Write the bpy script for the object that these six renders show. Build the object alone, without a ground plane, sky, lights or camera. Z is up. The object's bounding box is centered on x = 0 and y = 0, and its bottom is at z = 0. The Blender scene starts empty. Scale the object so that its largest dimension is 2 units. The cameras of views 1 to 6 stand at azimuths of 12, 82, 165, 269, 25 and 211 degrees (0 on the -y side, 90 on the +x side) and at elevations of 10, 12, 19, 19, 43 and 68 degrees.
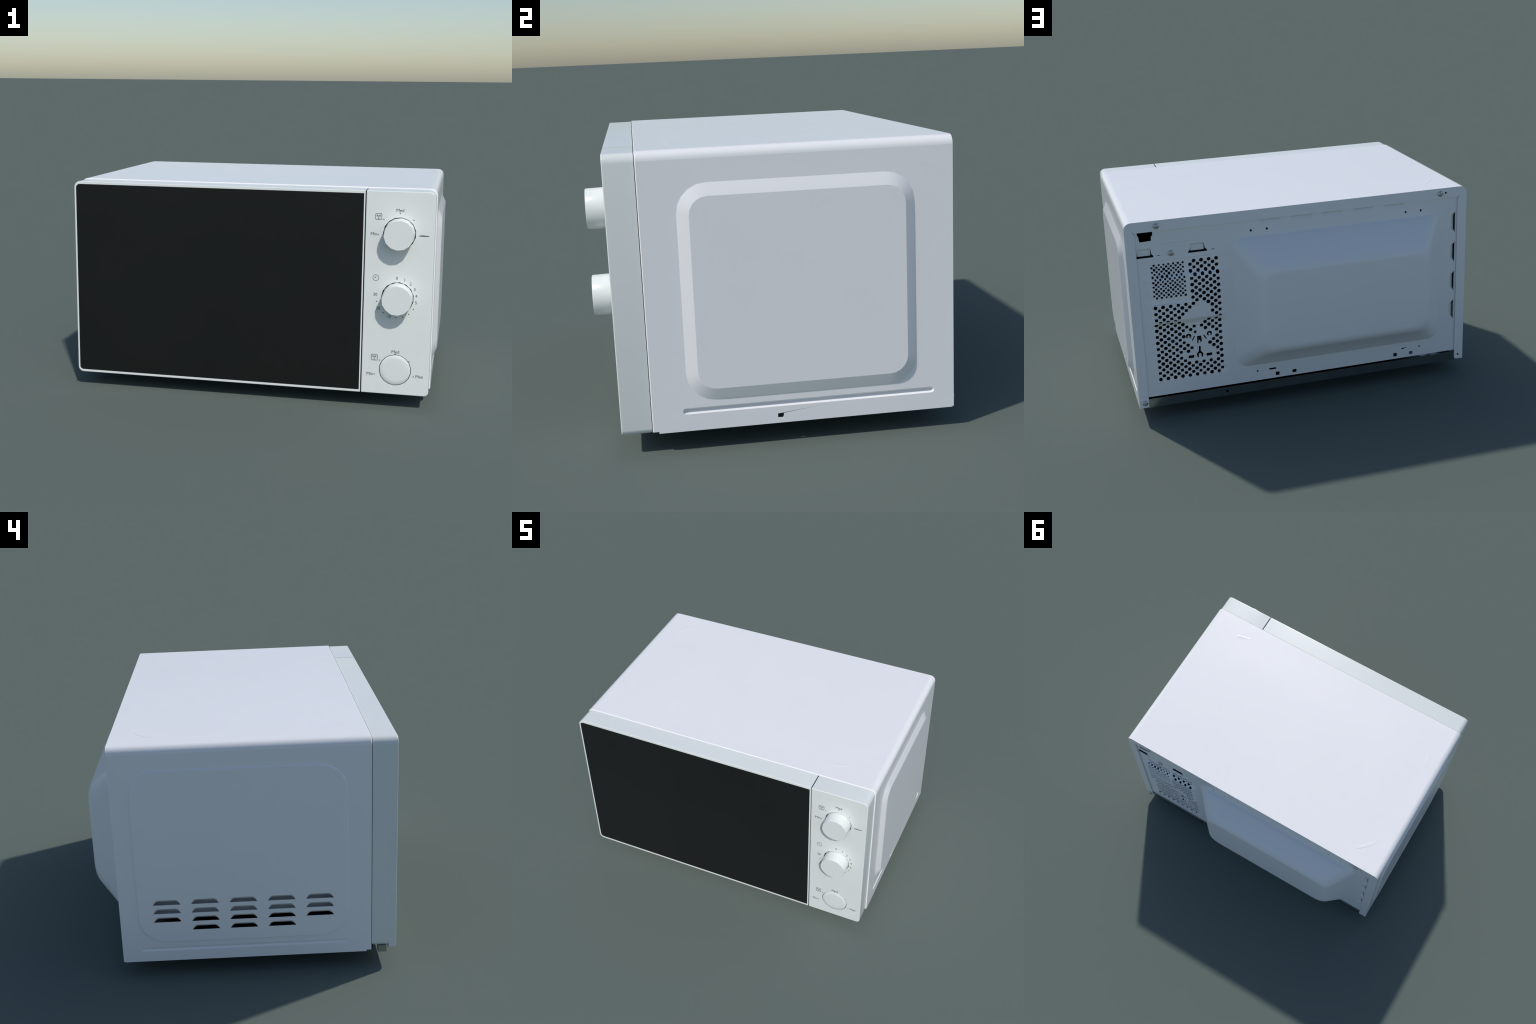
import bpy, bmesh, math, random
from mathutils import Vector, Matrix

random.seed(7)
SC = bpy.context.scene

# ------------------------------------------------------------------ sizes
CAB_X0, CAB_X1 = -0.992, 0.9775          # sheet metal wrap
CAB_Y0, CAB_Y1 = -0.577, 0.6225
CAB_TOP = 1.1725
CAB_BOT = 0.0850
CAB_R = 0.037                            # radius of the two long top edges
FRONT = -0.6970                          # front plane of door and control panel
FRAME_BACK = -0.5797
BACK = 0.6130                            # rear sheet

# ------------------------------------------------------------------ materials
def mat(name, color, rough=0.4, metallic=0.0, spec=0.5, vary=0.0, scale=6.0, bump=0.0, bump_scale=180.0):
    m = bpy.data.materials.new(name)
    m.use_nodes = True
    nt = m.node_tree
    b = nt.nodes["Principled BSDF"]
    b.inputs["Roughness"].default_value = rough
    b.inputs["Metallic"].default_value = metallic
    b.inputs["Specular IOR Level"].default_value = spec
    tc = nt.nodes.new("ShaderNodeTexCoord")
    nz = nt.nodes.new("ShaderNodeTexNoise")
    nz.inputs["Scale"].default_value = scale
    nz.inputs["Detail"].default_value = 4.0
    nt.links.new(tc.outputs["Object"], nz.inputs["Vector"])
    rp = nt.nodes.new("ShaderNodeValToRGB")
    c = color
    rp.color_ramp.elements[0].position = 0.3
    rp.color_ramp.elements[1].position = 0.7
    rp.color_ramp.elements[0].color = (c[0]*(1-vary), c[1]*(1-vary), c[2]*(1-vary), 1)
    rp.color_ramp.elements[1].color = (min(1, c[0]*(1+vary)), min(1, c[1]*(1+vary)), min(1, c[2]*(1+vary)), 1)
    nt.links.new(nz.outputs["Fac"], rp.inputs["Fac"])
    nt.links.new(rp.outputs["Color"], b.inputs["Base Color"])
    if bump > 0:
        n2 = nt.nodes.new("ShaderNodeTexNoise")
        n2.inputs["Scale"].default_value = bump_scale
        nt.links.new(tc.outputs["Object"], n2.inputs["Vector"])
        bp = nt.nodes.new("ShaderNodeBump")
        bp.inputs["Strength"].default_value = bump
        bp.inputs["Distance"].default_value = 0.001
        nt.links.new(n2.outputs["Fac"], bp.inputs["Height"])
        nt.links.new(bp.outputs["Normal"], b.inputs["Normal"])
    return m

M_CAB = mat("white_enamel", (0.950, 0.945, 0.955), rough=0.20, vary=0.006, scale=3.0)
M_PLASTIC = mat("white_plastic", (0.825, 0.858, 0.840), rough=0.22, spec=0.4, vary=0.010, scale=4.0)
M_KNOB = mat("knob_plastic", (0.825, 0.858, 0.840), rough=0.30, vary=0.008, scale=9.0)
M_GLASS = mat("black_door_glass", (0.0092, 0.0096, 0.0095), rough=0.22, spec=0.5, vary=0.06, scale=2.5)
M_BACK = mat("rear_enamel", (0.945, 0.942, 0.950), rough=0.28, vary=0.008, scale=4.0)
M_PRINT = mat("grey_print", (0.055, 0.06, 0.06), rough=0.6, vary=0.05, scale=40.0)
M_SMEAR = mat("smeared_print", (0.17, 0.18, 0.18), rough=0.6, vary=0.15, scale=60.0)
M_STEEL = mat("screw_steel", (0.62, 0.63, 0.62), rough=0.22, metallic=1.0, vary=0.05, scale=60.0)
M_ZINC = mat("zinc_sheet", (0.42, 0.45, 0.45), rough=0.18, metallic=1.0, vary=0.10, scale=14.0)
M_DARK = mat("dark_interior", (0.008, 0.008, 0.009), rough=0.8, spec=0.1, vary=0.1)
M_LINING = mat("darkened_lining", (0.06, 0.062, 0.066), rough=0.7, spec=0.2, vary=0.1)  # colour lowered towards black so holes and vents look unlit inside
M_FOOT = mat("foot_rubber", (0.10, 0.105, 0.105), rough=0.7, vary=0.08, scale=20.0)

# ------------------------------------------------------------------ helpers
class Geo:
    """collects vertices and faces for one mesh"""
    def __init__(self):
        self.v, self.f, self.smooth, self.m = [], [], [], []

    def face(self, pts, smooth=False):
        i = len(self.v)
        self.v.extend([tuple(p) for p in pts])
        self.f.append(tuple(range(i, i + len(pts))))
        self.smooth.append(smooth)

    def grid(self, rows, closed=False, smooth=True):
        """rows: equally long lists of points, skinned with quads"""
        n = len(rows[0])
        i0 = len(self.v)
        for r in rows:
            self.v.extend([tuple(p) for p in r])
        for a in range(len(rows) - 1):
            for k in range(n if closed else n - 1):
                k2 = (k + 1) % n
                self.f.append((i0 + a*n + k, i0 + a*n + k2, i0 + (a+1)*n + k2, i0 + (a+1)*n + k))
                self.smooth.append(smooth)

    def box(self, x0, x1, y0, y1, z0, z1):
        p = [(x, y, z) for x in (x0, x1) for y in (y0, y1) for z in (z0, z1)]
        for q in ((0, 1, 3, 2), (4, 6, 7, 5), (0, 4, 5, 1), (2, 3, 7, 6), (0, 2, 6, 4), (1, 5, 7, 3)):
            self.face([p[k] for k in q])

    def plate(self, outline, holes, place, thick):
        """flat sheet with holes, filled by a 2D curve; place(u, v, w) -> xyz,
        w = 0 is the visible face and w = -thick the hidden one"""
        cu = bpy.data.curves.new("fill_tmp", 'CURVE')
        cu.dimensions = '2D'
        cu.fill_mode = 'BOTH'
        cu.extrude = thick / 2
        for loop in [outline] + list(holes):
            sp = cu.splines.new('POLY')
            sp.points.add(len(loop) - 1)
            for q, p in zip(sp.points, loop):
                q.co = (p[0], p[1], 0, 1)
            sp.use_cyclic_u = True
        ob = bpy.data.objects.new("fill_tmp", cu)
        SC.collection.objects.link(ob)
        dg = bpy.context.evaluated_depsgraph_get()
        me = bpy.data.meshes.new_from_object(ob.evaluated_get(dg))
        i0 = len(self.v)
        for vv in me.vertices:
            self.v.append(tuple(place(vv.co.x, vv.co.y, vv.co.z - thick / 2)))
        for p in me.polygons:
            self.f.append(tuple(i0 + k for k in p.vertices))
            self.smooth.append(False)
        bpy.data.objects.remove(ob)
        bpy.data.curves.remove(cu)
        bpy.data.meshes.remove(me)

    def mesh(self, name, material, weld=True):
        me = bpy.data.meshes.new(name)
        me.from_pydata(self.v, [], self.f)
        me.polygons.foreach_set("use_smooth", self.smooth)
        me.materials.append(material)
        bm = bmesh.new()
        bm.from_mesh(me)
        if weld:
            bmesh.ops.remove_doubles(bm, verts=bm.verts, dist=1e-5)
        bmesh.ops.recalc_face_normals(bm, faces=bm.faces)
        for e in bm.edges:                      # flats stay flat, only curved strips blend
            lf = e.link_faces
            e.smooth = len(lf) == 2 and all(f.smooth for f in lf) and e.calc_face_angle(0.0) < math.radians(38)
        bm.to_mesh(me)
        bm.free()
        me.update()
        return me


def link(name, me, parent=None, loc=(0, 0, 0)):
    ob = bpy.data.objects.new(name, me)
    ob.location = loc
    SC.collection.objects.link(ob)
    if parent:
        ob.parent = parent
    return ob


def rrect(u0, u1, v0, v1, radii, seg=6):
    """rounded rectangle, counter-clockwise from the lower left; radii = ll, lr, ur, ul"""
    if not isinstance(radii, (tuple, list)):
        radii = (radii,) * 4
    out = []
    for (cu, cv, a0), r in zip(((u0, v0, 180), (u1, v0, 270), (u1, v1, 0), (u0, v1, 90)), radii):
        r = max(r, 0.0004)
        ou = cu + (r if cu == u0 else -r)
        ov = cv + (r if cv == v0 else -r)
        for k in range(seg + 1):
            a = math.radians(a0 + 90.0 * k / seg)
            out.append((ou + r * math.cos(a), ov + r * math.sin(a)))
    return out


def circle(cu, cv, r, n, a0=0.0, jitter=0.0):
    return [(cu + r * (1 + random.uniform(-jitter, jitter)) * math.cos(a0 + 2*math.pi*k/n),
             cv + r * (1 + random.uniform(-jitter, jitter)) * math.sin(a0 + 2*math.pi*k/n)) for k in range(n)]


def smoothstep(a, b, x):
    t = max(0.0, min(1.0, (x - a) / (b - a)))
    return t * t * (3 - 2 * t)


def inside(p, poly):
    c = False
    for k in range(len(poly)):
        (x1, y1), (x2, y2) = poly[k - 1], poly[k]
        if (y1 > p[1]) != (y2 > p[1]) and p[0] < (x2 - x1) * (p[1] - y1) / (y2 - y1) + x1:
            c = not c
    return c


# ------------------------------------------------------------------ root
root = bpy.data.objects.new("microwave_oven", None)
root["label"] = "white countertop microwave oven with black door and two dials"
root["category"] = "microwave"
SC.collection.objects.link(root)

# ------------------------------------------------------------------ cabinet (top, sides, rear flanges)
g = Geo()
T = 0.009

# long rounded edges; front end chamfered inwards
ARC = 8
def wrap_profile(inset):
    pts = []
    for side in (0, 1):
        cx = (CAB_X0 + CAB_R) if side == 0 else (CAB_X1 - CAB_R)
        cz = CAB_TOP - CAB_R
        r = CAB_R - inset
        arc = []
        for k in range(ARC + 1):
            a = math.radians(180 - 90 * k / ARC) if side == 0 else math.radians(90 - 90 * k / ARC)
            arc.append((cx + r * math.cos(a), cz + r * math.sin(a)))
        pts.append(arc)
    return pts

ys = [(CAB_Y0, 0.0035), (CAB_Y0 + 0.0015, 0.001), (CAB_Y0 + 0.004, 0.0), (CAB_Y0 + 0.0045, 0.0), (CAB_Y1 - 0.0012, 0.0), (CAB_Y1 - 0.0004, 0.0), (CAB_Y1 - 0.0004, 0.003)]
for side in (0, 1):
    g.grid([[(p[0], y, p[1]) for p in wrap_profile(ins)[side]] for y, ins in ys])
# front lip: chamfer along top and sides plus the sheet's cut edge
def lip_path(inset):
    a, b = wrap_profile(inset)
    return [(CAB_X0 + inset, CAB_BOT + 0.0075)] + a + b + [(CAB_X1 - inset, CAB_BOT + 0.0075)]
lip = [[(p[0], y, p[1]) for p in lip_path(ins)] for y, ins in ((CAB_Y0 + 0.004, 0), (CAB_Y0 + 0.0015, 0.001), (CAB_Y0, 0.0035))]
g.grid(lip)
g.grid([[(p[0], CAB_Y0, p[1]) for p in lip_path(i)] for i in (0.0035, 0.011)], smooth=False)
g.grid([[(p[0], y, p[1]) for p in lip_path(0.011)] for y in (CAB_Y0, CAB_Y0 + 0.05)], smooth=False)

# --- top sheet with a very shallow swollen field; its edge shows only as a few short arcs
FIELD, OUT, IN = 0.0012, -0.052, 0.26
TOP_FIELD = (-0.889, 0.881, -0.463, 0.512)
field_rows = []
for k in range(17):
    t = k / 16
    o = OUT + (IN - OUT) * t
    r = 0.32 - o
    field_rows.append([(p[0], p[1], CAB_TOP + FIELD * smoothstep(0, 1, t)) for p in rrect(TOP_FIELD[0] + o, TOP_FIELD[1] - o, TOP_FIELD[2] + o, TOP_FIELD[3] - o, r, 16)])
g.plate([(CAB_X0 + CAB_R, CAB_Y0 + 0.004), (CAB_X1 - CAB_R, CAB_Y0 + 0.004), (CAB_X1 - CAB_R, CAB_Y1 - 0.0004), (CAB_X0 + CAB_R, CAB_Y1 - 0.0004)],
        [[(p[0], p[1]) for p in field_rows[0]]], lambda u, v, w: (u, v, CAB_TOP + w), 0.004)
g.grid(field_rows, closed=True)
g.face(field_rows[-1])
def crease(points, height, inner=0.022, outer=0.0032):
    """tapering fold along a curve; outer side steep, inner side fading into the sheet"""
    P = []
    for k in range(len(points) - 1):
        p0, p1, p2, p3 = points[max(0, k-1)], points[k], points[k+1], points[min(len(points)-1, k+2)]
        for j in range(10):
            t = j / 10
            P.append(tuple(0.5 * (2*p1[i] + (p2[i]-p0[i])*t + (2*p0[i]-5*p1[i]+4*p2[i]-p3[i])*t*t + (3*p1[i]-p0[i]-3*p2[i]+p3[i])*t**3) for i in (0, 1)))
    P.append(points[-1])
    cx, cy = -0.005, 0.02
    rows = []
    n = len(P)
    for k, p in enumerate(P):
        a, b = P[max(0, k-1)], P[min(n-1, k+1)]
        nx, ny = -(b[1]-a[1]), b[0]-a[0]
        L = math.hypot(nx, ny)
        nx, ny = nx / L, ny / L
        if nx * (cx - p[0]) + ny * (cy - p[1]) < 0:
            nx, ny = -nx, -ny
        s = math.sin(math.pi * k / (n - 1)) ** 0.6
        h = height * s
        rows.append([(p[0] + nx * d, p[1] + ny * d, CAB_TOP + FIELD * smoothstep(OUT, IN, d) - 0.0002 + z) for d, z in
                     ((-outer, 0.0), (-outer * 0.5, h * 0.5), (0.0, h), (0.001, h * 1.03), (inner * 0.5 * s + 0.002, h * 0.5), (inner * s + 0.003, 0.0))])
    g.grid(rows)
crease([(-0.760, 0.514), (-0.790, 0.500), (-0.8457, 0.4432), (-0.880, 0.365)], 0.0011)
crease([(-0.8945, -0.225), (-0.888, -0.272), (-0.868, -0.340)], 0.0010)
crease([(0.752, -0.440), (0.705, -0.456), (0.650, -0.465)], 0.0010)
crease([(0.878, 0.180), (0.8790, 0.260), (0.873, 0.345)], 0.0007)

def frustum(loop_a, wa, loop_b, wb, place, cap=False, smooth=True):
    g.grid([[place(p[0], p[1], wa) for p in loop_a], [place(p[0], p[1], wb) for p in loop_b]], closed=True, smooth=smooth)
    if cap:
        g.face([place(p[0], p[1], wb) for p in loop_b])

def side_outline():
    b = CAB_BOT
    return [(CAB_Y0 + 0.004, b + 0.0075), (-0.553, b + 0.0075), (-0.553, b), (0.6165, b), (0.6165, b + 0.0035),
            (CAB_Y1 - 0.0004, b + 0.0035), (CAB_Y1 - 0.0004, CAB_TOP - CAB_R), (CAB_Y0 + 0.004, CAB_TOP - CAB_R)]

# --- right side: wide pressed-out field, groove and a punched hole with a hairline split
place_r = lambda u, v, w: (CAB_X1 + w, u, v)
emb_o = rrect(-0.4375, 0.4712, 0.2020, 1.0465, 0.115, 5)
emb_i = rrect(-0.3915, 0.4297, 0.2550, 0.9975, 0.070, 5)
groove_o = rrect(-0.4570, 0.5405, 0.1530, 0.1775, 0.011, 3)
groove_i = rrect(-0.4480, 0.5300, 0.1635, 0.1660, 0.001, 3)
punch = [(-0.0893, 0.1075), (-0.0690, 0.1058), (-0.0655, 0.1150), (-0.0665, 0.1232), (0.0200, 0.1342), (0.1150, 0.1446),
         (0.0200, 0.1352), (-0.0700, 0.1255), (-0.0893, 0.1235)]
g.plate(side_outline(), [emb_o, groove_o, punch], place_r, 0.004)
def lerp_loop(a, b, t):
    return [(p[0]*(1-t)+q[0]*t, p[1]*(1-t)+q[1]*t) for p, q in zip(a, b)]
g.grid([[place_r(p[0], p[1], w) for p in lerp_loop(emb_o, emb_i, t)] for t, w in ((0.06, 0.0008), (0.95, 0.0220))], closed=True)
g.grid([[place_r(p[0], p[1], w) for p in lerp_loop(emb_o, emb_i, t)] for t, w in ((0.0, 0.0), (0.06, 0.0008))], closed=True)
g.grid([[place_r(p[0], p[1], w) for p in lerp_loop(emb_o, emb_i, t)] for t, w in ((0.95, 0.0220), (1.0, 0.0225))], closed=True)
g.face([place_r(p[0], p[1], 0.0225) for p in emb_i])
frustum(groove_o, 0, groove_i, -0.016, place_r, cap=True)

# --- left side: low pressed-out field carrying the ventilation louvres
place_l = lambda u, v, w: (CAB_X0 - w, u, v)
el_o = rrect(-0.4690, 0.5370, 0.1850, 1.0600, 0.135, 9)
el_i = rrect(-0.4630, 0.5310, 0.1910, 1.0540, 0.130, 9)
gl_o = rrect(-0.4650, 0.5310, 0.1385, 0.1585, 0.009, 3)
gl_i = rrect(-0.4590, 0.5250, 0.1465, 0.1490, 0.001, 3)
g.plate(side_outline(), [el_o, gl_o], place_l, 0.004)
frustum(el_o, 0, el_i, 0.008, place_l)
frustum(gl_o, 0, gl_i, -0.006, place_l, cap=True)
LOUVRES = []
for row, z in enumerate((0.3858, 0.3403, 0.2957, 0.2497)):
    for col in range(5):
        if row == 3 and col in (0, 4):
            continue
        LOUVRES.append((0.3972 - 0.1818 * col, z))
LW, LH, LT = 0.0665, 0.0262, 0.0490      # half width below, height, half width above
def louvre_loop(c, z):
    return [(c - LW, z), (c + LW, z), (c + LT + 0.006, z + LH - 0.006), (c + LT - 0.003, z + LH), (c - LT + 0.003, z + LH), (c - LT - 0.006, z + LH - 0.006)]
g.plate(el_i, [louvre_loop(c, z) for c, z in LOUVRES], lambda u, v, w: (CAB_X0 - 0.008 - w, u, v), 0.003)

# --- rear flanges folded in from the wrap, mitred at the top corners
def rear(u, v, w):
    return (u, CAB_Y1 + w, v)
CH = 0.0105
def side_flange(xo, s, hole):
    xi = xo - s * 0.0535
    xo = xo - s * 0.0008
    zt = CAB_TOP - CAB_R
    r = CAB_R - 0.0008
    arc = [(xo - s * (r - r * math.cos(math.radians(a))), zt + r * math.sin(math.radians(a))) for a in (0, 15, 30, 45, 52)]
    out = [(xi, 0.098), (xi + s * 0.004, 0.091), (xo, 0.0885)] + arc + [(xi, 1.100)]
    hs = [[(hole[0] - 0.006, hole[1] - 0.007), (hole[0] + 0.006, hole[1] - 0.007), (hole[0] + 0.006, hole[1] + 0.007), (hole[0] - 0.006, hole[1] + 0.007)]] if hole else []
    if s < 0:
        out = out[::-1]
    g.plate(out, hs, rear, 0.006)
side_flange(CAB_X1, 1, None)
side_flange(CAB_X0, -1, (-0.9617, 0.1176))
zt = CAB_TOP - CAB_R
arcs = []
for xo, s in ((CAB_X1, 1), (CAB_X0, -1)):
    r = CAB_R - 0.0008
    arcs.append([(xo - s * (CAB_R - r * math.cos(math.radians(a))), zt + r * math.sin(math.radians(a))) for a in (38, 50, 65, 78, 90)])
top_flange = [(CAB_X0 + 0.050, 1.113), (CAB_X1 - 0.050, 1.113)] + arcs[0] + arcs[1][::-1]
g.plate(top_flange, [[(-0.868, 1.1372), (-0.8575, 1.1372), (-0.8575, 1.1482), (-0.868, 1.1482)]], lambda u, v, w: (u, CAB_Y1 - 0.0015 + w, v), 0.005)
cabinet = link("cabinet", g.mesh("cabinet", M_CAB), root)

# louvre blades pressed inwards, one object per louvre, shared mesh
g = Geo()
D, DROP = 0.014, 0.0128
o = louvre_loop(0, 0)
tops = [o[2], o[3], o[4], o[5]]
deep = [(LT + 0.003, LH - DROP - 0.005), (LT - 0.007, LH - DROP), (-LT + 0.007, LH - DROP), (-LT - 0.003, LH - DROP - 0.005)]
A = [(0, p[0], p[1]) for p in [o[1]] + tops + [o[0]]]
B = [(D, p[0], p[1]) for p in [(LW - 0.004, 0.0)] + deep + [(-LW + 0.004, 0.0)]]
g.grid([A, B], smooth=False)
g.grid([B, [(x + 0.002, y * 0.985, z + 0.001) for x, y, z in B]], smooth=False)
lm = g.mesh("louvre", M_CAB)
for c, z in LOUVRES:
    link("louvre", lm, cabinet, (CAB_X0 - 0.008 + 0.0005, c, z))

# ------------------------------------------------------------------ rear panel
g = Geo()
def back(u, v, w):
    return (u, BACK + w, v)
def sq(c, z, a, b):
    return [(c - a, z - b), (c + a, z - b), (c + a, z + b), (c - a, z + b)]

HX0, HX1, HZ0, HZ1 = -0.835, 0.414, 0.232, 1.032     # field that holds the bulge
VX0, VX1, VZ0, VZ1 = 0.452, 0.886, 0.222, 0.937      # ventilation field
holes = [sq((HX0 + HX1) / 2, (HZ0 + HZ1) / 2, (HX1 - HX0) / 2, (HZ1 - HZ0) / 2),
         sq((VX0 + VX1) / 2, (VZ0 + VZ1) / 2, (VX1 - VX0) / 2, (VZ1 - VZ0) / 2)]
# irregular opening in the upper corner
holes.append([(0.8985, 1.0580), (0.8370, 1.0605), (0.8355, 1.0835), (0.8275, 1.0900), (0.8270, 1.1105), (0.9100, 1.1105), (0.9080, 1.0960), (0.9010, 1.0830), (0.9020, 1.0750)])
# small punched holes
for x in (0.2893, 0.1984, -0.6198, -0.7126):
    holes.append(sq(x, 1.0535, 0.0055, 0.0062))
for x, z, a, b in ((0.2888, 0.2055, 0.005, 0.005), (0.1987, 0.2066, 0.0205, 0.0055), (0.1702, 0.1715, 0.0115, 0.0115), (0.0686, 0.1718, 0.0125, 0.0100),
                   (-0.5580, 0.1727, 0.0115, 0.0115), (-0.6588, 0.1717, 0.0115, 0.0100), (-0.7128, 0.2046, 0.0055, 0.0050)):
    holes.append(sq(x, z, a, b))
holes = [h for h in holes if h[0][1] >= HZ0 or h[0][1] < 0.2215 or True]
holes.append([(-0.5980, 0.2020), (-0.6120, 0.2030), (-0.6420, 0.2130), (-0.6180, 0.2110), (-0.5980, 0.2105)])
# two hanging hook tabs behind openings
TABS = ((0.880, 0.035, 0.831, 0.9215), (0.5905, 0.037, 0.5375, 0.6420))
for c, hw, xa, xb in TABS:
    zl = 0.967
    holes.append([(xa, zl), (xb, zl), (xb, 0.9755), (c + hw + 0.004, 0.9870), (c + hw, 1.020), (c - hw, 1.020), (c - hw - 0.004, 0.9870), (xa, 0.9755)])
# little slits beside the hooks
for x in (0.803, 0.5055):
    holes.append([(x - 0.010, 0.9735), (x + 0.009, 0.9715), (x + 0.010, 0.9745), (x - 0.004, 0.9770)])
# pressed-in slots under the top edge and along one side
TOP_SLOTS = [(0.1815 - 0.1823 * k) for k in range(5)]
for c in TOP_SLOTS:
    holes.append([(c - 0.052, 1.0830), (c + 0.052, 1.0830), (c + 0.066, 1.1085), (c - 0.066, 1.1085)])
SIDE_SLOTS = [0.9590, 0.7770, 0.5950, 0.4145]
for c in SIDE_SLOTS:
    holes.append([(-0.929, c - 0.064), (-0.9000, c - 0.040), (-0.9000, c + 0.040), (-0.929, c + 0.064)])
# keep the plate's holes apart from the big fields
PZ0, PZ1, PX = 0.1475, 1.135, 0.955
g.plate([(-PX, PZ0), (PX, PZ0), (PX, PZ1), (-PX, PZ1)], holes, back, 0.005)
for c, hw, xa, xb in TABS:
    P = lambda x, y, z: (x, BACK + y, z)
    for s0, s1 in (((0.0, 1.020), (-0.010, 1.008)), ((-0.010, 1.008), (-0.012, 0.9760)), ((-0.012, 0.9760), (-0.016, 0.9760))):
        g.grid([[P(c - hw, *s0), P(c + hw, *s0)], [P(c - hw, *s1), P(c + hw, *s1)]], smooth=False)
for c in TOP_SLOTS:
    dz, dy = 1.1085, -0.012
    g.face([back(c - 0.052, 1.083, 0), back(c + 0.052, 1.083, 0), back(c + 0.050, dz, dy), back(c - 0.050, dz, dy)])
    g.face([back(c - 0.052, 1.083, 0), back(c - 0.050, dz, dy), back(c - 0.066, dz, 0)])
    g.face([back(c + 0.052, 1.083, 0), back(c + 0.066, dz, 0), back(c + 0.050, dz, dy)])
for c in SIDE_SLOTS:
    dx, dy = -0.929, -0.016
    g.face([back(-0.900, c - 0.040, 0), back(-0.900, c + 0.040, 0), back(dx + 0.006, c + 0.042, dy), back(dx + 0.006, c - 0.042, dy)])
    g.face([back(-0.900, c - 0.040, 0), back(dx + 0.006, c - 0.042, dy), back(dx, c - 0.064, 0)])
    g.face([back(-0.900, c + 0.040, 0), back(dx, c + 0.064, 0), back(dx + 0.006, c + 0.042, dy)])

# bulge over the cooking space: four slopes blended into a flat face
HUMP = 0.770 - BACK
def smin(a, b, k):
    h = max(0.0, k - abs(a - b)) / k
    return min(a, b) - h * h * k * 0.25
def ramp(z, pts):
    pts = sorted(pts)
    for (a, ha), (b, hb) in zip(pts, pts[1:]):
        if z <= b or (b, hb) == pts[-1]:
            return ha + (hb - ha) * (z - a) / (b - a)
def hump(x, z):
    dl = ramp(x, ((0.414, -0.010), (0.406, 0.000), (0.392, 0.014), (0.282, 0.146), (0.192, 0.250)))
    dr = (x + 0.828) * 1.16
    dt = ramp(z, ((1.0300, -0.010), (1.0180, 0.004), (1.0080, 0.022), (0.8700, 0.157), (0.80, 0.225)))
    db = ramp(z, ((0.2300, -0.012), (0.2450, 0.000), (0.2580, 0.014), (0.2710, 0.034), (0.3735, 0.143), (0.4635, 0.238)))
    s = smin(smin(dl, dr, 0.05), smin(dt, db, 0.05), 0.095)
    h = smin(s, HUMP, 0.030)
    return max(0.0, h)
NX, NZ = 170, 120
rows = []
for j in range(NZ + 1):
    z = HZ0 + (HZ1 - HZ0) * j / NZ
    row = []
    for i in range(NX + 1):
        x = HX0 + (HX1 - HX0) * i / NX
        h = hump(x, z)
        if i in (0, NX) or j in (0, NZ):
            h = 0.0
        row.append(back(x, z, max(0.0, h)))
    rows.append(row)
g.grid(rows)

# ventilation field: two hole patterns and a set of cut-outs, on a stepped sheet
vent = []
for r in range(15):
    z = 0.9190 - 0.01285 * r
    for c in range(7):
        x = 0.8460 - 0.0262 * c - (0.0131 if r % 2 == 0 else 0.0)
        n = random.choice((4, 4, 4, 5, 6))
        vent.append(circle(x, z, random.uniform(0.0076, 0.0090), n, math.radians(random.choice((45, 40, 55, 30))), 0.12))
blank1 = [(0.604, 0.690), (0.560, 0.680), (0.533, 0.622), (0.512, 0.600), (0.551, 0.583), (0.603, 0.552), (0.640, 0.556), (0.690, 0.547), (0.709, 0.570),
          (0.706, 0.603), (0.663, 0.634), (0.632, 0.664)]
blank2 = [(0.699, 0.497), (0.660, 0.512), (0.637, 0.530), (0.590, 0.520), (0.560, 0.510), (0.530, 0.503), (0.5285, 0.468), (0.561, 0.447), (0.585, 0.4285), (0.560, 0.396), (0.536, 0.388),
          (0.5189, 0.3693), (0.520, 0.330), (0.6584, 0.334), (0.708, 0.341), (0.7051, 0.379), (0.660, 0.389), (0.641, 0.418), (0.677, 0.4528)]
for c in range(18):
    x = 0.8455 - 0.02088 * c
    for k in range(20):
        z = 0.2435 + 0.0366 * k + (0.0183 if c % 2 else 0.0)
        if z > 0.922 or (x > 0.652 and z > 0.700):
            continue
        if inside((x, z), blank1) or inside((x, z), blank2):
            continue
        n = random.choice((6, 7, 8, 8, 6, 4))
        r = random.uniform(0.0107, 0.0119) if n > 4 else 0.0122
        a0 = math.radians(45) + (random.uniform(-0.15, 0.15) if n == 4 else random.uniform(0, 1))
        vent.append(circle(x, z, r, n, a0, 0.05))
AX = 0.6130
def mirror(p):
    return [(2 * AX - q[0], q[1]) for q in p][::-1]
shoe = [(0.6870, 0.4820), (0.6840, 0.4920), (0.6705, 0.4965), (0.6590, 0.4900), (0.6560, 0.4800), (0.6640, 0.4640), (0.6675, 0.4680), (0.6665, 0.4800), (0.6715, 0.4850), (0.6770, 0.4810), (0.6785, 0.4660), (0.6830, 0.4670)]
slit = [(0.6412, 0.4780), (0.6350, 0.4758), (0.6505, 0.4490), (0.6568, 0.4520)]
bar = [(0.6804, 0.3631), (0.6800, 0.3455), (0.6482, 0.3452), (0.6473, 0.3627)]
vent += [shoe, mirror(shoe), slit, mirror(slit), bar, mirror(bar), sq(0.6335, 0.5010, 0.0072, 0.0080)]
vent.append([(0.6245, 0.4752), (0.6260, 0.4290), (0.6205, 0.4265), (0.6170, 0.4482), (0.6100, 0.4472), (0.6064, 0.4310), (0.5985, 0.4430), (0.6020, 0.4740)])
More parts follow.
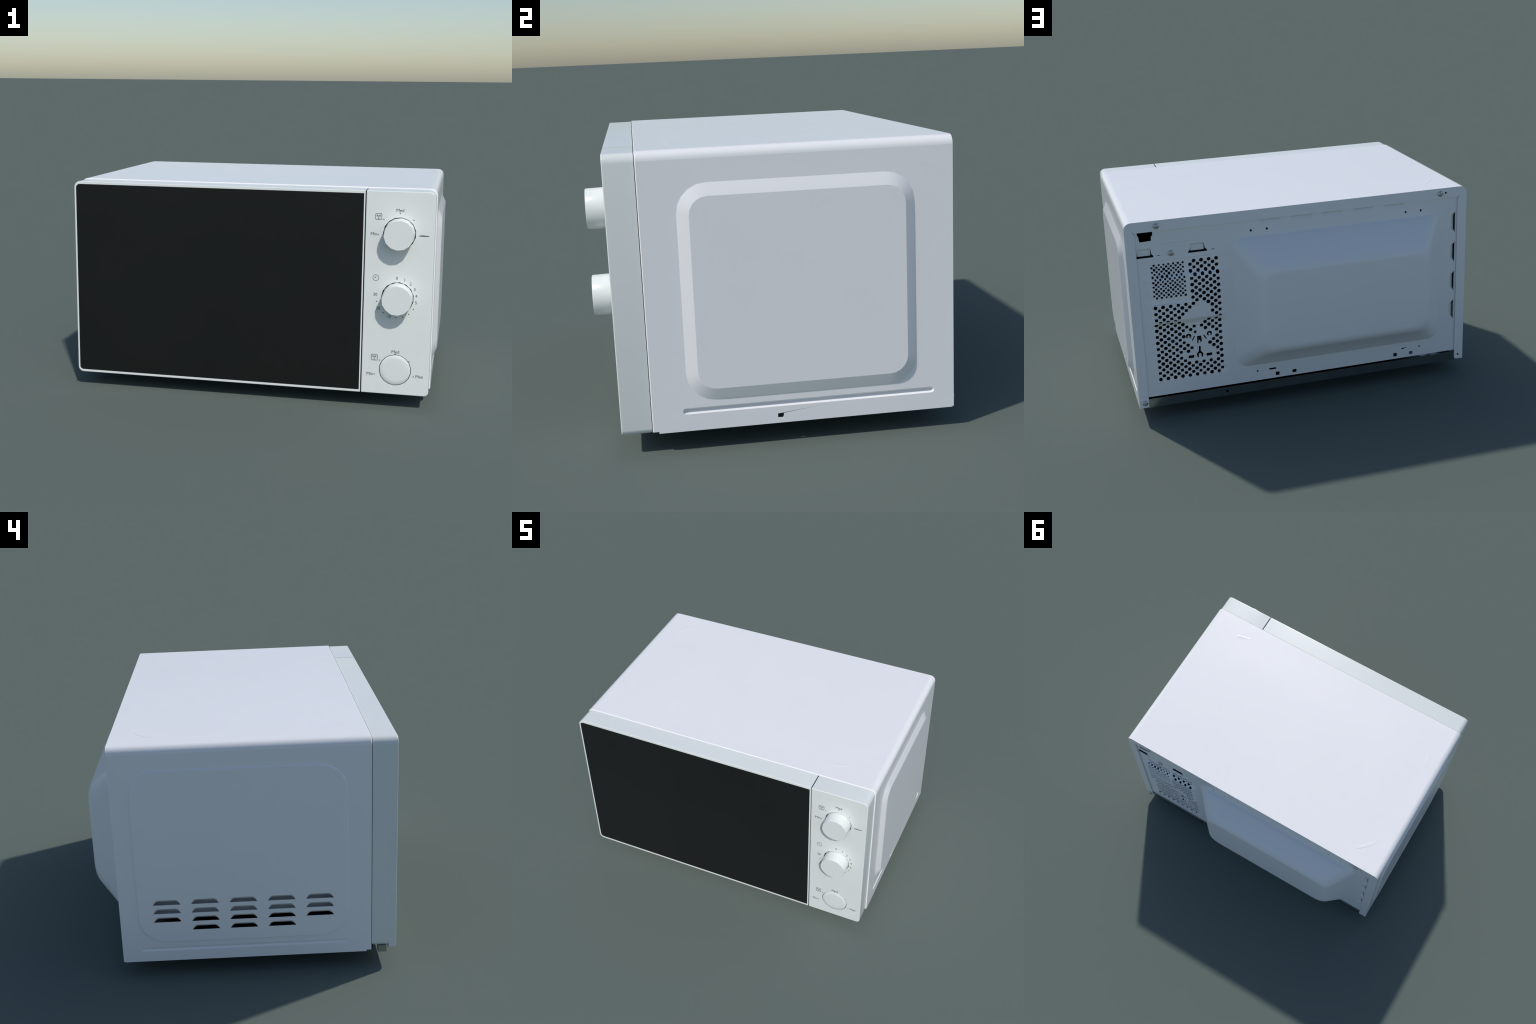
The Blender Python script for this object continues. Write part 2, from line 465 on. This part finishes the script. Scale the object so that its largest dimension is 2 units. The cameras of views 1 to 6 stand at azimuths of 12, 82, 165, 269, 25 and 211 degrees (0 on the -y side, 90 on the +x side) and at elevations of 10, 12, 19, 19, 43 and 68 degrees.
vent.append([(0.6180, 0.4130), (0.6080, 0.4118), (0.6090, 0.3820), (0.5945, 0.3650), (0.5985, 0.3440), (0.6060, 0.3440), (0.6075, 0.3640), (0.6140, 0.3690), (0.6215, 0.3660), (0.6218, 0.3440), (0.6293, 0.3450), (0.6335, 0.3670), (0.6200, 0.3830)])
def vent_step(x, z):
    f = 0.024 * (1 - smoothstep(0.838, 0.872, z)) - 0.028 * (1 - smoothstep(0.555, 0.600, z)) + 0.004 * (1 - smoothstep(0.230, 0.256, z))
    e = smoothstep(VX0, VX0 + 0.034, x) * (1 - smoothstep(VX1 - 0.040, VX1, x))
    return f * e
ring = []
for k in range(60):
    ring.append((VX0 + (VX1 - VX0) * k / 60, VZ0))
for k in range(100):
    ring.append((VX1, VZ0 + (VZ1 - VZ0) * k / 100))
for k in range(60):
    ring.append((VX1 - (VX1 - VX0) * k / 60, VZ1))
for k in range(100):
    ring.append((VX0, VZ1 - (VZ1 - VZ0) * k / 100))
# drop holes that would touch one another (keeps the fill clean)
kept = []
for h in vent:
    cx = sum(p[0] for p in h) / len(h)
    cz = sum(p[1] for p in h) / len(h)
    rad = max(math.hypot(p[0] - cx, p[1] - cz) for p in h)
    if all(math.hypot(cx - q[0], cz - q[1]) > 0.72 * (rad + q[2]) for q in kept):
        kept.append((cx, cz, rad, h))
g.plate(ring, [q[3] for q in kept], lambda u, v, w: (u, BACK + w + vent_step(u, v), v), 0.004)

# raised beads on the rear sheet
def bead(path, r, flat=0.45):
    rows = []
    for k, p in enumerate(path):
        a = path[max(0, k - 1)]
        b = path[min(len(path) - 1, k + 1)]
        dx, dz = b[0] - a[0], b[1] - a[1]
        L = math.hypot(dx, dz)
        nx, nz = -dz / L, dx / L
        s = 0.15 if k in (0, len(path) - 1) else 1.0
        rows.append([back(p[0] + nx * r * s * math.cos(t), p[1] + nz * r * s * math.cos(t), -0.0005 + r * s * flat * math.sin(t))
                     for t in [math.pi * i / 8 for i in range(9)]])
    g.grid(rows)
bead([(0.914, 0.9495), (0.908, 0.9495), (0.515, 0.9495), (0.509, 0.9495)], 0.0075)
bead([(0.792, 1.0440), (0.786, 1.0440), (0.640, 1.0420), (0.622, 1.0470), (0.572, 1.0890), (0.556, 1.0940), (0.456, 1.0880), (0.450, 1.0875)], 0.0070, 0.35)
rear_panel = link("rear_panel", g.mesh("rear_panel", M_BACK), root)

# ------------------------------------------------------------------ screws
g = Geo()
R, H = 0.0165, 0.0120
rows = []
NR, NA = 14, 40
for i in range(NR + 1):
    t = i / NR
    rr = R * math.sin(t * math.pi / 2) ** 0.85 if t > 0 else 0.0
    hh = H * (0.35 + 0.65 * math.cos(t * math.pi / 2))
    row = []
    for k in range(NA):
        a = 2 * math.pi * k / NA
        x, z = rr * math.cos(a), rr * math.sin(a)
        w = 0.0024
        cut = max((1 - smoothstep(w * 0.6, w * 1.4, abs(x))) * (1 - smoothstep(0.0085, 0.0105, abs(z))),
                  (1 - smoothstep(w * 0.6, w * 1.4, abs(z))) * (1 - smoothstep(0.0085, 0.0105, abs(x))))
        row.append((x, hh - cut * 0.0045, z))
    rows.append(row)
rows.append([(p[0], 0.0, p[2]) for p in rows[-1]])
g.grid(rows, closed=True)
scr = g.mesh("screw", M_STEEL)
for x, z, y, a in ((0.806, 1.1415, CAB_Y1 - 0.002, 8), (0.736, 0.9794, BACK, 20), (-0.8286, 1.1408, CAB_Y1 - 0.002, 35), (0.9457, 0.1183, CAB_Y1 - 0.0005, -12)):
    s = link("screw", scr, root, (x, y, z))
    s.rotation_euler = (0, math.radians(a), 0)
# faint riveted boss on the top flange
g = Geo()
g.grid([[(0.4046 + r * math.cos(t), CAB_Y1 - 0.002 + h, 1.1395 + r * math.sin(t)) for t in [2*math.pi*k/16 for k in range(16)]] for r, h in ((0.0095, 0.0), (0.0085, 0.0016), (0.006, 0.0016), (0.0055, 0.0008), (0.0002, 0.0008))], closed=True)
link("rivet", g.mesh("rivet", M_CAB), root)

# ------------------------------------------------------------------ base plate, feet, inner casing
g = Geo()
PAN = (-0.74, 0.68, -0.35, 0.42)
g.plate([(-0.955, -0.555), (0.945, -0.555), (0.945, 0.612), (-0.955, 0.612)], [rrect(PAN[0], PAN[1], PAN[2], PAN[3], 0.06)], lambda u, v, w: (u, v, 0.0905 + w), 0.0045)
pan_rows = [[(p[0], p[1], z) for p in rrect(PAN[0] + i, PAN[1] - i, PAN[2] + i, PAN[3] - i, 0.06 - i * 0.5)] for i, z in ((0.0, 0.086), (0.012, 0.018), (0.020, 0.012))]
g.grid(pan_rows, closed=True)
g.face(pan_rows[-1])
# rear upstand with a screw hole
g.plate([(-0.950, 0.0845), (0.935, 0.0845), (0.935, 0.1380), (-0.950, 0.1380)], [circle(0.4730, 0.1130, 0.008, 10)], lambda u, v, w: (u, 0.6185 + w, v), 0.005)
base_plate = link("base_plate", g.mesh("base_plate", M_ZINC), root)

g = Geo()
g.grid([[(r * math.cos(t), r * math.sin(t), z) for t in [2*math.pi*k/24 for k in range(24)]] for r, z in
        ((0.001, 0.0), (0.030, 0.0), (0.033, 0.003), (0.034, 0.010), (0.034, 0.0125), (0.001, 0.0125))], closed=True)
foot = g.mesh("foot", M_FOOT)
for x, y in ((0.60, -0.27), (-0.66, -0.27), (0.60, 0.34), (-0.66, 0.34)):
    link("foot", foot, root, (x, y, 0))

# hollow inside: a darkened lining behind the sheet
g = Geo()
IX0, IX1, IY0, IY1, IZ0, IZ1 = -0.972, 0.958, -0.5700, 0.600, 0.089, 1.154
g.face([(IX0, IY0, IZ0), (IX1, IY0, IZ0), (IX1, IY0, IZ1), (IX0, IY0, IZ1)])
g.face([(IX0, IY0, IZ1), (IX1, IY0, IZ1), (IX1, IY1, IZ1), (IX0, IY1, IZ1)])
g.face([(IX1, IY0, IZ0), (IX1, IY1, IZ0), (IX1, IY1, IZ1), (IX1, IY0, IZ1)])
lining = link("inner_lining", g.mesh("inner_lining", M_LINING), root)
g = Geo()
g.box(-0.930, -0.780, -0.5500, 0.5500, 0.3050, 1.1000)
link("cooking_cavity", g.mesh("cooking_cavity", M_CAB), root)
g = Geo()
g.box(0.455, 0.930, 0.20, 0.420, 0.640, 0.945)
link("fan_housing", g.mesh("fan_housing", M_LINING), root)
# seal ring: near-black strip just inside the gap from front frame to wrap
def dark_gap_ring_row(i, y):
    return yloop(rrect(CAB_X0 + 0.008 + i, CAB_X1 - 0.010 - i, CAB_BOT + 0.006, CAB_TOP - 0.008 - i, [0.02, 0.02, 0.03, 0.03]), y)
def yloop(loop, y):
    return [(p[0], y, p[1]) for p in loop]
g = Geo()
g.grid([dark_gap_ring_row(0, -0.584), dark_gap_ring_row(0, -0.565)], closed=True)
link("dark_gap_ring", g.mesh("dark_gap_ring", M_DARK), root)
# ------------------------------------------------------------------ door
def yloop(loop, y):
    return [(p[0], y, p[1]) for p in loop]

def shell(x0, x1, z0, z1, radii, bevel, zstep=None):
    """beveled block: rows from the back to the front plane; returns rows and front loop"""
    rows = []
    if zstep:
        rows.append(yloop(rrect(x0, x1, zstep, z1, radii), FRAME_BACK))
        rows.append(yloop(rrect(x0, x1, zstep, z1, radii), -0.6605))
        rows.append(yloop(rrect(x0, x1, z0, z1, radii), -0.6615))
    else:
        rows.append(yloop(rrect(x0, x1, z0, z1, radii), FRAME_BACK))
    rows.append(yloop(rrect(x0, x1, z0, z1, radii), FRONT + bevel + 0.0006))
    rows.append(yloop(rrect(x0, x1, z0, z1, radii), FRONT + bevel))
    for k in range(1, 5):
        a = math.radians(90 * k / 4)
        i = bevel * (1 - math.cos(a))
        rows.append(yloop(rrect(x0 + i, x1 - i, z0 + i, z1 - i, [max(0.0004, r - i) for r in radii]), FRONT + bevel * (1 - math.sin(a))))
    return rows

g = Geo()
DX0, DX1, DZ0, DZ1 = -0.9885, 0.6120, 0.0838, 1.1675
rad = [0.030, 0.003, 0.003, 0.034]
BV = 0.0032
rows = shell(DX0, DX1, DZ0, DZ1, rad, BV, 0.105)
# flat walls are flat-shaded by strips, corners stay smooth because they are finely divided
g.grid(rows, closed=True)
front = rows[-1]
GX0, GX1, GZ0, GZ1 = -0.9780, 0.6055, 0.0975, 1.1525
glass_loop = rrect(GX0, GX1, GZ0, GZ1, [0.019, 0.0008, 0.0008, 0.022])
g.grid([front, yloop(glass_loop, FRONT)], closed=True, smooth=False)
g.grid([yloop(glass_loop, FRONT), yloop(glass_loop, FRONT + 0.006)], closed=True, smooth=False)
g.face(rows[0])
door = link("door", g.mesh("door", M_PLASTIC), root)
g = Geo()
gl = rrect(GX0 + 0.0003, GX1 - 0.0003, GZ0 + 0.0003, GZ1 - 0.0003, [0.019, 0.0008, 0.0008, 0.022])
g.face(yloop(gl, FRONT + 0.0012))
g.grid([yloop(gl, FRONT + 0.0012), yloop(gl, FRONT + 0.0055)], closed=True, smooth=False)
link("glass", g.mesh("glass", M_GLASS), door)
g = Geo()
g.box(-0.9850, -0.9550, -0.6510, -0.6105, 0.0740, 0.108)
link("hinge", g.mesh("hinge", M_ZINC), door)

# ------------------------------------------------------------------ control panel
g = Geo()
PX0, PX1, PZ0, PZ1 = 0.6175, 0.9720, 0.0838, 1.1675
prad = [0.003, 0.024, 0.036, 0.003]
rows = shell(PX0, PX1, PZ0, PZ1, prad, 0.0042)
g.grid(rows, closed=True)
KX = 0.7935
KNOBS = (0.9485, 0.6085)
BUTTON = 0.2185
front = [(p[0], p[2]) for p in rows[-1]]
hole_loops = [circle(KX, z, 0.0850, 15, 0.2) for z in KNOBS] + [circle(KX, BUTTON, 0.0850, 18, 0.15)]
g.plate(front, hole_loops, lambda u, v, w: (u, FRONT - w, v), 0.006)
g.face(rows[0])
panel = link("control_panel", g.mesh("control_panel", M_PLASTIC), root)
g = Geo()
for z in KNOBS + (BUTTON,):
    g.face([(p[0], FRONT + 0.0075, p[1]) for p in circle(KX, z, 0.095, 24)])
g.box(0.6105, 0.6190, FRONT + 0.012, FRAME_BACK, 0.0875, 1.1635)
link("dark_gap_backing", g.mesh("dark_gap_backing", M_DARK), panel)

def turned(profile, n, a0=0.0, jitter=0.0, smooth=True, cap_smooth=False):
    """profile: (radius, y) pairs, turned about the y axis"""
    rnd = [1 + random.uniform(-jitter, jitter) for _ in range(n)]
    return [[(r * rnd[k] * math.cos(a0 + 2*math.pi*k/n), y, r * rnd[k] * math.sin(a0 + 2*math.pi*k/n)) for k in range(n)] for r, y in profile]

for i, z in enumerate(KNOBS):
    g = Geo()
    rows = turned([(0.0815, FRONT + 0.007), (0.0805, FRONT - 0.004), (0.0790, -0.7660)], 14, 0.12 + 0.2 * i, 0.012)
    g.grid(rows, closed=True)
    cap = turned([(0.0790, -0.7660), (0.0765, -0.7700)], 14, 0.12 + 0.2 * i, 0.0)
    cap = [rows[-1], [(p[0] * 0.968, -0.7700, p[2] * 0.968) for p in rows[-1]]]
    g.grid(cap, closed=True)
    g.face(cap[-1])
    kn = link("knob", g.mesh("knob", M_KNOB), panel, (KX + 0.0005, 0, z))
g = Geo()
rows = turned([(0.0815, FRONT + 0.007), (0.0815, FRONT + 0.0008), (0.0800, FRONT - 0.0004), (0.06, FRONT - 0.0011), (0.03, FRONT - 0.0015), (0.0005, FRONT - 0.0017)], 18, 0.15, 0.003)
g.grid(rows, closed=True)
link("button", g.mesh("button", M_KNOB), panel, (KX, 0, BUTTON))

# ------------------------------------------------------------------ printed marks
PRINT_Y = FRONT - 0.0004
def text(body, x, z, size, sx=1.0, sz=1.0):
    cu = bpy.data.curves.new("print_tmp", 'FONT')
    cu.body = body
    cu.size = size
    cu.align_x = 'CENTER'
    cu.align_y = 'CENTER'
    cu.extrude = 0.0002
    ob = bpy.data.objects.new("print_tmp", cu)
    SC.collection.objects.link(ob)
    me = bpy.data.meshes.new_from_object(ob.evaluated_get(bpy.context.evaluated_depsgraph_get()))
    bpy.data.objects.remove(ob)
    bpy.data.curves.remove(cu)
    me.transform(Matrix.Translation((x, PRINT_Y, z)) @ Matrix.Rotation(math.radians(90), 4, 'X') @ Matrix.Diagonal((sx, sz, 1, 1)))
    me.materials.clear()
    me.materials.append(M_PRINT)
    link("lettering", me, panel)

def stroke(gg, pts, w, closed=False):
    n = len(pts)
    for k in range(n if closed else n - 1):
        a, b = pts[k], pts[(k + 1) % n]
        dx, dz = b[0] - a[0], b[1] - a[1]
        L = math.hypot(dx, dz) or 1e-6
        ex, ez = dx / L * w * 0.4, dz / L * w * 0.4
        nx, nz = -dz / L * w / 2, dx / L * w / 2
        gg.face([(a[0] - ex + nx, PRINT_Y, a[1] - ez + nz), (b[0] + ex + nx, PRINT_Y, b[1] + ez + nz),
                 (b[0] + ex - nx, PRINT_Y, b[1] + ez - nz), (a[0] - ex - nx, PRINT_Y, a[1] - ez - nz)])

dots = []
def power_scale(cx, cz, dx_max):
    text("Med", cx - 0.0005, cz + 0.1205 if cz > 0.5 else cz + 0.099, 0.0240)
    text("Min", cx - 0.1320, cz - 0.0060 if cz > 0.5 else cz - 0.0285, 0.0240)
power_scale(KX, KNOBS[0], 0)
dots += [(KX - 0.0005, 1.0545), (0.8636, 1.0214), (0.7105, 1.0202), (0.6835, 0.9402)]
power_scale(KX, BUTTON, 0)
dots += [(0.7925, 0.3045), (0.8660, 0.2695), (0.7107, 0.2681), (0.6850, 0.1900), (0.8905, 0.1884)]
text("Max", 0.9220, 0.1905, 0.0240)
# the upper "Max" is rubbed to a streak
text("Max", 0.9190, 0.9412, 0.0260, 1.0, 0.34)
gs = Geo()
gs.face([(x, PRINT_Y + 0.0001, z) for x, z in ((0.8870, 0.9402), (0.9000, 0.9378), (0.9250, 0.9374), (0.9430, 0.9388), (0.9460, 0.9415), (0.9400, 0.9436), (0.9250, 0.9434), (0.9130, 0.9452), (0.9030, 0.9430))])
link("streak", gs.mesh("streak", M_SMEAR), panel)

for n, (x, z) in zip(("0", "1", "2", "3", "4", "5"), ((0.7882, 0.7128), (0.8287, 0.7053), (0.8594, 0.6857), (0.8809, 0.6579), (0.8906, 0.6236), (0.8901, 0.5878))):
    text(n, x, z, 0.0225)
for n, (x, z) in zip(("10", "20", "30"), ((0.7535, 0.5075), (0.6952, 0.5482), (0.6777, 0.6225))):
    text(n, x, z, 0.0225)
dots += [(0.8783, 0.5540), (0.8550, 0.5244), (0.8235, 0.5088), (0.7887, 0.5038), (0.7216, 0.5262), (0.6855, 0.5858)]

g = Geo()
for x, z in dots:
    g.face([(p[0], PRINT_Y, p[1]) for p in circle(x, z, 0.0030, 10)])
dm = g.mesh("scale_dots", M_PRINT)
o = link("scale_dots", dm, panel)
o["kind"] = "stuff"

def frost_symbol(cx, cz):
    gg = Geo()
    h = 0.0160
    stroke(gg, rrect(cx - h, cx + h, cz - h, cz + h, 0.0055, 3), 0.0024, True)
    for ax in (-0.0065, 0.0060):               # two frost stars
        for a in (30, 90, 150):
            c, s = math.cos(math.radians(a)) * 0.0055, math.sin(math.radians(a)) * 0.0055
            stroke(gg, [(cx + ax - c, cz + 0.0048 - s), (cx + ax + c, cz + 0.0048 + s)], 0.0015)
    stroke(gg, [(cx, cz + 0.002), (cx, cz - 0.010)], 0.0020)
    stroke(gg, [(cx - 0.0055, cz - 0.0105), (cx + 0.0055, cz - 0.0105)], 0.0020)
    for k, f in enumerate(gg.f):                # keep the strokes off one shared plane
        for i in f:
            v = gg.v[i]
            gg.v[i] = (v[0], v[1] - 0.00001 * k, v[2])
    link("symbol", gg.mesh("symbol", M_PRINT, weld=False), panel)
frost_symbol(0.6839, 1.0335)
frost_symbol(0.6833, 0.2822)
gg = Geo()
cx, cz = 0.6788, 0.7120
stroke(gg, circle(cx, cz, 0.0158, 20), 0.0020, True)
stroke(gg, [(cx, cz + 0.010), (cx, cz - 0.0005)], 0.0020)
stroke(gg, [(cx, cz), (cx - 0.0075, cz - 0.0010)], 0.0020)
for k, f in enumerate(gg.f):
    for i in f:
        v = gg.v[i]
        gg.v[i] = (v[0], v[1] - 0.00001 * k, v[2])
link("symbol", gg.mesh("symbol", M_PRINT, weld=False), panel)
